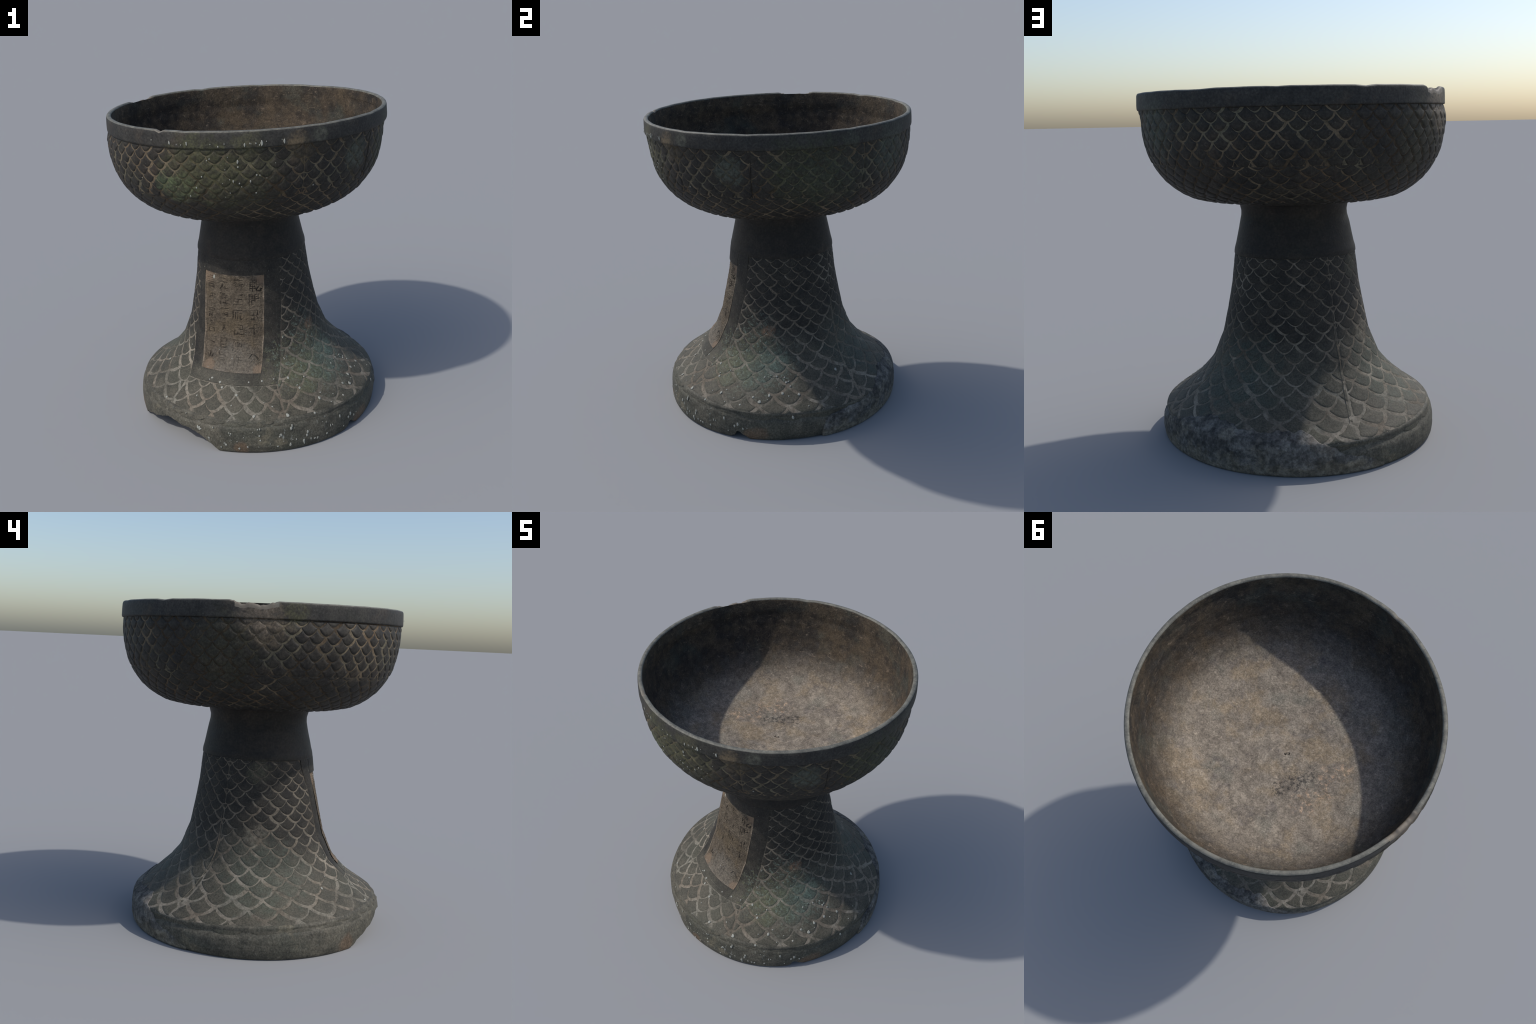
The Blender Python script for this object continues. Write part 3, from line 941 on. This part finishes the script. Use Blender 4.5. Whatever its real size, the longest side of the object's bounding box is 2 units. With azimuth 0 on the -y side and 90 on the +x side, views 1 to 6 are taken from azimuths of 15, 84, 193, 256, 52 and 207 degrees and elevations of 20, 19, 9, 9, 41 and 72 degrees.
GLYPH = {
    'ten': poly((.1, .62), (.9, .62)) + poly((.5, 1), (.5, 0)),
    'one': poly((.05, .5), (.95, .5)),
    'two': poly((.15, .75), (.85, .75)) + poly((.05, .25), (.95, .25)),
    'house': poly((.05, 0), (.12, .9), (.95, .9)) + poly((.3, .7), (.28, .1)) + poly((.5, .75), (.5, .1)) + box(.6, .35, .9, .6) + poly((.75, .35), (.75, .05), (.9, .1)),
    'make': poly((.3, 1), (.1, .6)) + poly((.22, .75), (.22, 0)) + poly((.5, .95), (.42, .7), (.95, .7)) + poly((.62, .7), (.62, 0)) + poly((.62, .45), (.9, .45)) + poly((.62, .2), (.9, .2)),
    'shell': box(.2, .3, .8, 1) + poly((.2, .53), (.8, .53)) + poly((.2, .77), (.8, .77)) + poly((.4, .3), (.15, 0)) + poly((.6, .3), (.85, 0)),
    'month': poly((.2, 0), (.28, 1), (.8, 1), (.8, .0)) + poly((.28, .7), (.8, .7)) + poly((.27, .4), (.8, .4)),
    'eye': box(.15, .05, .85, .95) + poly((.15, .35), (.85, .35)) + poly((.15, .65), (.85, .65)),
    'person': poly((.55, 1), (.5, .6), (.1, 0)) + poly((.5, .6), (.95, 0)),
    'great': poly((.05, .65), (.95, .65)) + poly((.5, 1), (.48, .65), (.1, 0)) + poly((.52, .62), (.92, 0)),
    'grain': poly((.5, 1), (.5, 0)) + poly((.1, .7), (.9, .7)) + poly((.5, .65), (.1, .2)) + poly((.5, .65), (.9, .2)) + poly((.65, .95), (.35, .88)),
    'order': poly((.5, 1), (.05, .6)) + poly((.5, 1), (.95, .6)) + poly((.3, .6), (.7, .6)) + box(.25, .1, .75, .42),
    'hand': poly((.1, .9), (.8, .9), (.8, .55)) + poly((.45, .9), (.45, .1), (.15, .2)) + poly((.1, .5), (.85, .5)) + poly((.6, .5), (.9, .1)),
    'king': poly((.1, .95), (.9, .95)) + poly((.15, .55), (.85, .55)) + poly((.05, .05), (.95, .05)) + poly((.5, .95), (.5, .05)),
    'field': box(.1, .1, .9, .9) + poly((.5, .1), (.5, .9)) + poly((.1, .5), (.9, .5)),
    'vessel': poly((.1, .95), (.9, .95)) + box(.25, .55, .75, .8) + poly((.1, .4), (.9, .4)) + poly((.3, .4), (.2, 0)) + poly((.7, .4), (.8, 0)) + poly((.5, .55), (.5, .1)),
    'thread': poly((.5, 1), (.25, .75), (.6, .6), (.25, .35), (.75, .3)) + poly((.5, .3), (.5, 0)) + poly((.3, .2), (.2, .02)) + poly((.7, .2), (.8, .02)),
    'bird': poly((.3, 1), (.2, .75), (.85, .75)) + poly((.3, .75), (.3, .05), (.9, .05)) + poly((.3, .5), (.85, .5)) + poly((.3, .28), (.85, .28)) + poly((.6, .75), (.6, .05)),
    'word': poly((.35, 1), (.65, 1)) + poly((.1, .82), (.9, .82)) + poly((.2, .64), (.8, .64)) + poly((.2, .48), (.8, .48)) + box(.25, .05, .75, .32),
    'down': poly((.1, .9), (.9, .9)) + poly((.5, .9), (.5, 0)) + poly((.55, .6), (.85, .4)),
    'dry': poly((.1, .95), (.5, .95)) + poly((.3, 1), (.3, .0)) + box(.12, .42, .48, .78) + poly((.12, .6), (.48, .6)) + poly((.05, .25), (.55, .25)) + poly((.7, 1), (.58, .75), (.95, .75)) + poly((.65, .55), (.95, .55), (.6, .2), (.65, .05), (.98, .05), (.98, .2)),
    'gate': poly((.1, 0), (.1, 1), (.42, 1), (.42, .6), (.1, .6)) + poly((.1, .8), (.42, .8)) + poly((.9, 0), (.9, 1), (.58, 1), (.58, .6), (.9, .6)) + poly((.58, .8), (.9, .8)) + box(.32, .1, .68, .45) + poly((.32, .28), (.68, .28)),
    'fair': poly((.4, 1), (.1, .6)) + poly((.6, 1), (.9, .6)) + poly((.55, .6), (.25, .1), (.75, .2)) + poly((.65, .35), (.85, .05)),
    'long_life': poly((.1, .92), (.9, .92)) + poly((.5, 1), (.5, .75)) + poly((.2, .77), (.8, .77)) + poly((.05, .62), (.95, .62)) + poly((.2, .5), (.8, .5), (.8, .38), (.2, .38)) + box(.15, .05, .42, .25) + poly((.55, .27), (.95, .27)) + poly((.8, .36), (.8, .02), (.7, .06)),
    'record': poly((.1, .9), (.4, .9)) + poly((.05, .72), (.45, .72)) + poly((.1, .56), (.4, .56)) + box(.1, .1, .4, .38) + poly((.55, .9), (.92, .9), (.92, .55), (.55, .55), (.55, .1), (.97, .1), (.97, .28)),
    'origin': poly((.2, .95), (.8, .95)) + poly((.05, .65), (.95, .65)) + poly((.38, .65), (.32, .25), (.08, .02)) + poly((.62, .65), (.62, .08), (.96, .08), (.96, .25)),
    'earth_mound': poly((.1, 0), (.1, 1), (.35, .95), (.2, .7), (.36, .5), (.1, .4)) + poly((.5, 1), (.42, .75)) + poly((.45, .8), (.9, .8)) + poly((.5, .6), (.92, .6)) + poly((.7, .8), (.7, .1)) + poly((.5, .38), (.92, .38)) + poly((.42, .1), (.98, .1)),
    'head': poly((.08, .85), (.42, .85)) + poly((.25, 1), (.25, .1)) + poly((.1, .5), (.42, .5)) + poly((.5, .95), (.98, .95)) + box(.56, .28, .92, .8) + poly((.56, .62), (.92, .62)) + poly((.56, .45), (.92, .45)) + poly((.65, .28), (.5, .0)) + poly((.82, .28), (.97, .0)),
    'fire': poly((.5, 1), (.45, .5), (.08, .02)) + poly((.48, .5), (.94, .02)) + poly((.2, .75), (.3, .5)) + poly((.8, .78), (.68, .52)),
    'nine': poly((.35, 1), (.3, .5), (.05, .05)) + poly((.1, .7), (.7, .7), (.68, .1), (.95, .1), (.95, .3)),
}
COLUMNS = [  # read right to left: (centre as a share of the width, characters top to bottom)
    (.865, ['dry', 'gate', 'hand', 'ten', 'one', 'fair']),
    (.61, ['long_life', 'king', 'house', 'record', 'house', 'make']),
    (.355, ['origin', 'earth_mound', 'head', 'person', 'eye', 'shell']),
    (.125, ['word', 'bird', 'vessel', 'order', 'one', 'fire']),
]


def build_tablet():
    nc, nr = 190, 280
    s0, s1 = float(foot_s.S(TAB_TOP)), float(foot_s.S(TAB_BOT))
    s = np.linspace(s0, s1, nr)
    z = foot_s.Z(s)[:, None]
    u = np.linspace(0, 1, nc)
    # equal steps across, so that the sides are upright planes
    w = -.200 + .399 * u
    r = foot_s.R(s)[:, None] + foot_out_of_round(tab_axis(z) + 33 * np.sign(w), z)
    T = tab_axis(z) + np.degrees(np.arcsin(np.clip(w / r, -1, 1)))
    v = (s - s0) / (s1 - s0)
    Wd, Ht = .399, s1 - s0
    U = np.broadcast_to(u * Wd, (nr, nc))
    Vv = np.broadcast_to((v * Ht)[:, None], (nr, nc))
    dist = np.full((nr, nc), 9.0)
    for cx, chars in COLUMNS:
        y = .030
        step = (Ht - .05) / len(chars)
        for ch in chars:
            if ch:
                gw, gh = .066 * rng.uniform(.9, 1.1), step * rng.uniform(.68, .80)
                if ch == 'one':
                    gw *= .95
                ox, oy = cx * Wd - gw / 2 + rng.uniform(-.004, .004), y + gh
                for (ax, ay), (bx, by) in GLYPH[ch]:
                    a = np.array([ox + ax * gw, oy - ay * gh]) + nrng.normal(0, .0012, 2)
                    b = np.array([ox + bx * gw, oy - by * gh]) + nrng.normal(0, .0012, 2)
                    m = (U > min(a[0], b[0]) - .02) & (U < max(a[0], b[0]) + .02) & (Vv > min(a[1], b[1]) - .02) & (Vv < max(a[1], b[1]) + .02)
                    d = b - a
                    q = np.clip(((U[m] - a[0]) * d[0] + (Vv[m] - a[1]) * d[1]) / (d @ d + 1e-9), 0, 1)
                    dd = np.hypot(U[m] - a[0] - q * d[0], Vv[m] - a[1] - q * d[1])
                    dist[m] = np.minimum(dist[m], dd)
            y += step
    wstroke = .0034 + .0012 * np.sin(U * 60) * np.sin(Vv * 43)
    fade = np.clip(.55 + .9 * wob(U * 700, Vv * 9, 77, 1.0), .25, 1)
    cut = np.clip(1 - dist / (wstroke * 1.35), 0, 1) ** .7 * fade
    lip = np.exp(-((dist - wstroke * 2.0) / .003) ** 2) * .0012 * fade
    bord = np.minimum(np.minimum(U, Wd - U), np.minimum(Vv, Ht - Vv))
    h = -.0050 - .0055 * cut + lip * 2.2 + .0028 * np.exp(-(bord / .007) ** 2)
    h = h + wob(U * 500, Vv * 8, 41, .0010)
    h = h + np.interp(v, [0, .15, .5, 1], [0, .001, .003, .0035])[:, None] + .0025 * (1 - u) * np.clip(v * 4, 0, 1)[:, None]
    h = h + .0009 * np.sin(U * 310 + 3 * np.sin(Vv * 90)) * np.sin(Vv * 260 + 2 * np.sin(U * 120))
    P = foot_s.P(T, np.broadcast_to(s[:, None], T.shape), h)
    ob = new_obj('inscribed_tablet', P, grid_faces(nr, nc), [M_TAB, M_CUT, M_EDGE], pedestal)
    c = np.maximum(np.maximum(cut[:-1, :-1], cut[1:, 1:]), np.maximum(cut[:-1, 1:], cut[1:, :-1]))
    bd = bord[:-1, :-1] + .001
    bw = .0075 + .004 * np.sin(U * 90 + Vv * 37)[:-1, :-1]
    mi = np.where(c > .52, 1, np.where(bd < bw, 2, 0))
    ob.data.polygons.foreach_set('material_index', mi.reshape(-1))


build_tablet()


# ---------------------------------------------------------- plaster repair
def build_repair():
    n = 260
    t = np.linspace(10.5, 137, n)
    zt = np.interp(t, [10.5, 12.6, 18, 22.9, 35.4, 40, 46, 55, 63, 70, 78, 85, 93.5, 104, 110, 116, 117.5, 126, 134, 137],
                   [.03, .118, .147, .159, .168, .182, .20, .238, .256, .243, .230, .226, .235, .242, .200, .156, .122, .09, .042, .015])
    zt = zt + .004 * np.sin(t * .55) + .003 * np.sin(t * 1.3)
    zt = np.maximum(zt, .012)
    nr = 60
    u = np.linspace(0, 1, nr)[:, None]
    st, sb = foot_s.S(zt), foot_s.s[-1]
    S = st + (sb - st) * u
    T = np.broadcast_to(t, S.shape)
    e = np.minimum(np.clip((S - st) / .030, 0, 1), np.clip(np.minimum(t - 10.5, 137 - t) / 1.2, 0, 1))
    h = .0040 * (1 - (1 - e) ** 2) + wob(T * 2, foot_s.Z(S) * 9, 51, .0028) + nrng.normal(0, .0006, S.shape)
    zz = foot_s.Z(S)
    h = h - .012 * np.exp(-((zz - .20) / .05) ** 2) * np.clip((t - 52) / 10, 0, 1) * np.clip((114 - t) / 6, 0, 1) * e * .6
    h = h + np.interp(t, [10.5, 20, 60, 110, 120, 137], [.005, .007, .003, .001, .000, 0]) * e
    h = np.where(e <= 0, -.012, np.maximum(h, .0012))
    P = foot_s.P(T, S, h)
    P[..., 2] = np.maximum(P[..., 2], .0005)
    new_obj('plaster_repair', P, grid_faces(nr, n), M_PLASTER, pedestal)


build_repair()


# ------------------------------------------- mould seams, scratches, splashes
def ribbon(name, surf, pts, wid, hgt, mat, parent, n=60):
    """A low raised line following a surface through (angle, height) points."""
    p = np.array(pts, float)
    q = np.linspace(0, 1, n)
    k = np.linspace(0, 1, len(p))
    th, z = np.interp(q, k, p[:, 0]), np.interp(q, k, p[:, 1])
    s = surf.S(z)
    r = surf.R(s) * D2R
    dth, ds = np.gradient(th * r), np.gradient(s)
    L = np.hypot(dth, ds)
    nx, ns = -ds / L, dth / L
    taper = np.sin(np.pi * np.clip(q, .03, .97)) ** .4
    a = np.linspace(-1, 1, 7)
    prof = np.cos(a * math.pi / 2)
    W = wid * taper[:, None] * a
    T = th[:, None] + W * nx[:, None] / r[:, None]
    S = s[:, None] + W * ns[:, None]
    h = -.004 + (hgt + .004) * prof[None] * (.6 + .4 * taper[:, None])
    new_obj(name, surf.P(T, S, h), grid_faces(n, 7), mat, parent)


for pts in ([(133.4, .76), (133.6, .62), (133.2, .50), (131, .41), (127, .29), (125.5, .25)],
            [(47.5, .74), (45, .68), (41.5, .50), (38, .41), (35, .30)]):
    ribbon('mould_seam', foot_s, pts, .0055, .0022, M_FOOT_SOIL, pedestal)
ribbon('mould_seam', bowl_s, [(-18.2, 1.885), (-19, 1.75), (-19.3, 1.61)], .003, .0012, M_BOWL_SCALE, bowl)
ribbon('scratch', foot_s, [(101, 1.088), (115, 1.090), (127, 1.089)], .006, .0018, M_FOOT_SOIL, pedestal, 40)
ribbon('scratch', foot_s, [(-99, .3635), (-82, .3630)], .004, .0012, M_RIM, pedestal, 30)
ribbon('scratch', foot_s, [(-70.5, 1.101), (-67, 1.099)], .010, .0022, M_FOOT_SOIL, pedestal, 16)
ribbon('scratch', bowl_s, [(-29, 1.985 - .055), (-27, 1.905)], .003, .002, M_SPECK, bowl, 16)


def splashes():
    """Flecks of lime splashed over the front of the foot, the tablet and the rim."""
    V, F = [], []
    off = 0
    ph = np.linspace(0, 2 * math.pi, 11)[:-1]

    def fleck(surf, th, z, a, b, lift):
        nonlocal off
        if surf is foot_s and z < cut_height(th) + .03:
            return
        s = surf.S(z)
        r = surf.R(s) * D2R
        rim = 1 + nrng.uniform(-.22, .22, 10)
        for k, hh in ((1.0, -.001), (.75, .0007), (.3, .0012)):
            T = th + a * k * rim * np.cos(ph) / r
            S = s + b * k * rim * np.sin(ph)
            V.append(surf.P(T, S, hh + lift))
        F.extend(grid_faces(3, 10, True, off=off, flip=True).tolist())
        F.append([off + 20 + i for i in range(10)][::-1])
        off += 30
    R = rng
    for _ in range(60):      # upright foot rim, running down
        a = R.uniform(.0022, .0075)
        fleck(foot_s, R.gauss(-72, 28), R.uniform(.03, .17), a, a * R.uniform(.8, 2.0), .0035)
    for _ in range(45):      # sloping foot
        a = R.uniform(.0025, .0085)
        fleck(foot_s, R.choice((R.gauss(-60, 45), R.uniform(-130, 10))), R.uniform(.20, .37), a, a * R.uniform(.7, 1.3), .0022)
    for th, z, a in ((-20, .235, .011), (-8, .27, .009), (-62, .215, .011), (-78, .222, .010), (-43, .245, .009), (1, .262, .009), (-88, .30, .008)):
        fleck(foot_s, th, z, a, a * 1.1, .0025)
    for th, z, a in ((-118.8, .955, .010), (-110.5, .71, .010), (-111, .615, .007), (-107.5, .60, .006), (-111, .50, .007), (-116, .81, .006),
                     (-80, .70, .004), (-84, .62, .004), (-95, .69, .004)):
        fleck(foot_s, th, z, a * .8, a * 1.4, -.003)
    for _ in range(26):      # frame beside the tablet
        th = R.choice((R.uniform(-60, -50), R.uniform(-145, -130), R.uniform(-120, -70)))
        fleck(foot_s, th, R.choice((R.uniform(.36, .62), R.uniform(1.0, 1.1))), R.uniform(.0015, .004), R.uniform(.002, .006), .0015)
    ob = new_obj('lime_fleck', np.vstack(V), [f for f in F if len(f) == 4], M_SPECK, pedestal)
    me = ob.data
    me.clear_geometry()
    me.from_pydata(np.vstack(V).tolist(), [], F)
    me.update()
    ob['kind'] = 'stuff'
    V.clear(); F.clear(); off = 0
    for _ in range(24):      # front of the bowl
        a = R.uniform(.0018, .0055)
        fleck(bowl_s, R.gauss(-80, 16), R.uniform(1.62, 1.885), a, a * R.uniform(1.0, 2.0), .0008)
    for th, z, a in ((-112, 1.945, .0055), (-104, 1.935, .007), (-97, 1.935, .006), (-70, 1.93, .010), (-62, 1.93, .008), (-76, 1.925, .007)):
        fleck(bowl_s, th, z, a * .7, a * 1.6, .0115)
    for _ in range(13):
        a = R.uniform(.0015, .004)
        fleck(bowl_s, R.gauss(-70, 16), R.uniform(1.915, 1.943), a, a * R.uniform(1, 2.2), .0115)
    ob = new_obj('lime_fleck', np.vstack(V), [f for f in F if len(f) == 4], M_SPECK, bowl)
    me = ob.data
    me.clear_geometry()
    me.from_pydata(np.vstack(V).tolist(), [], F)
    me.update()
    ob['kind'] = 'stuff'


splashes()
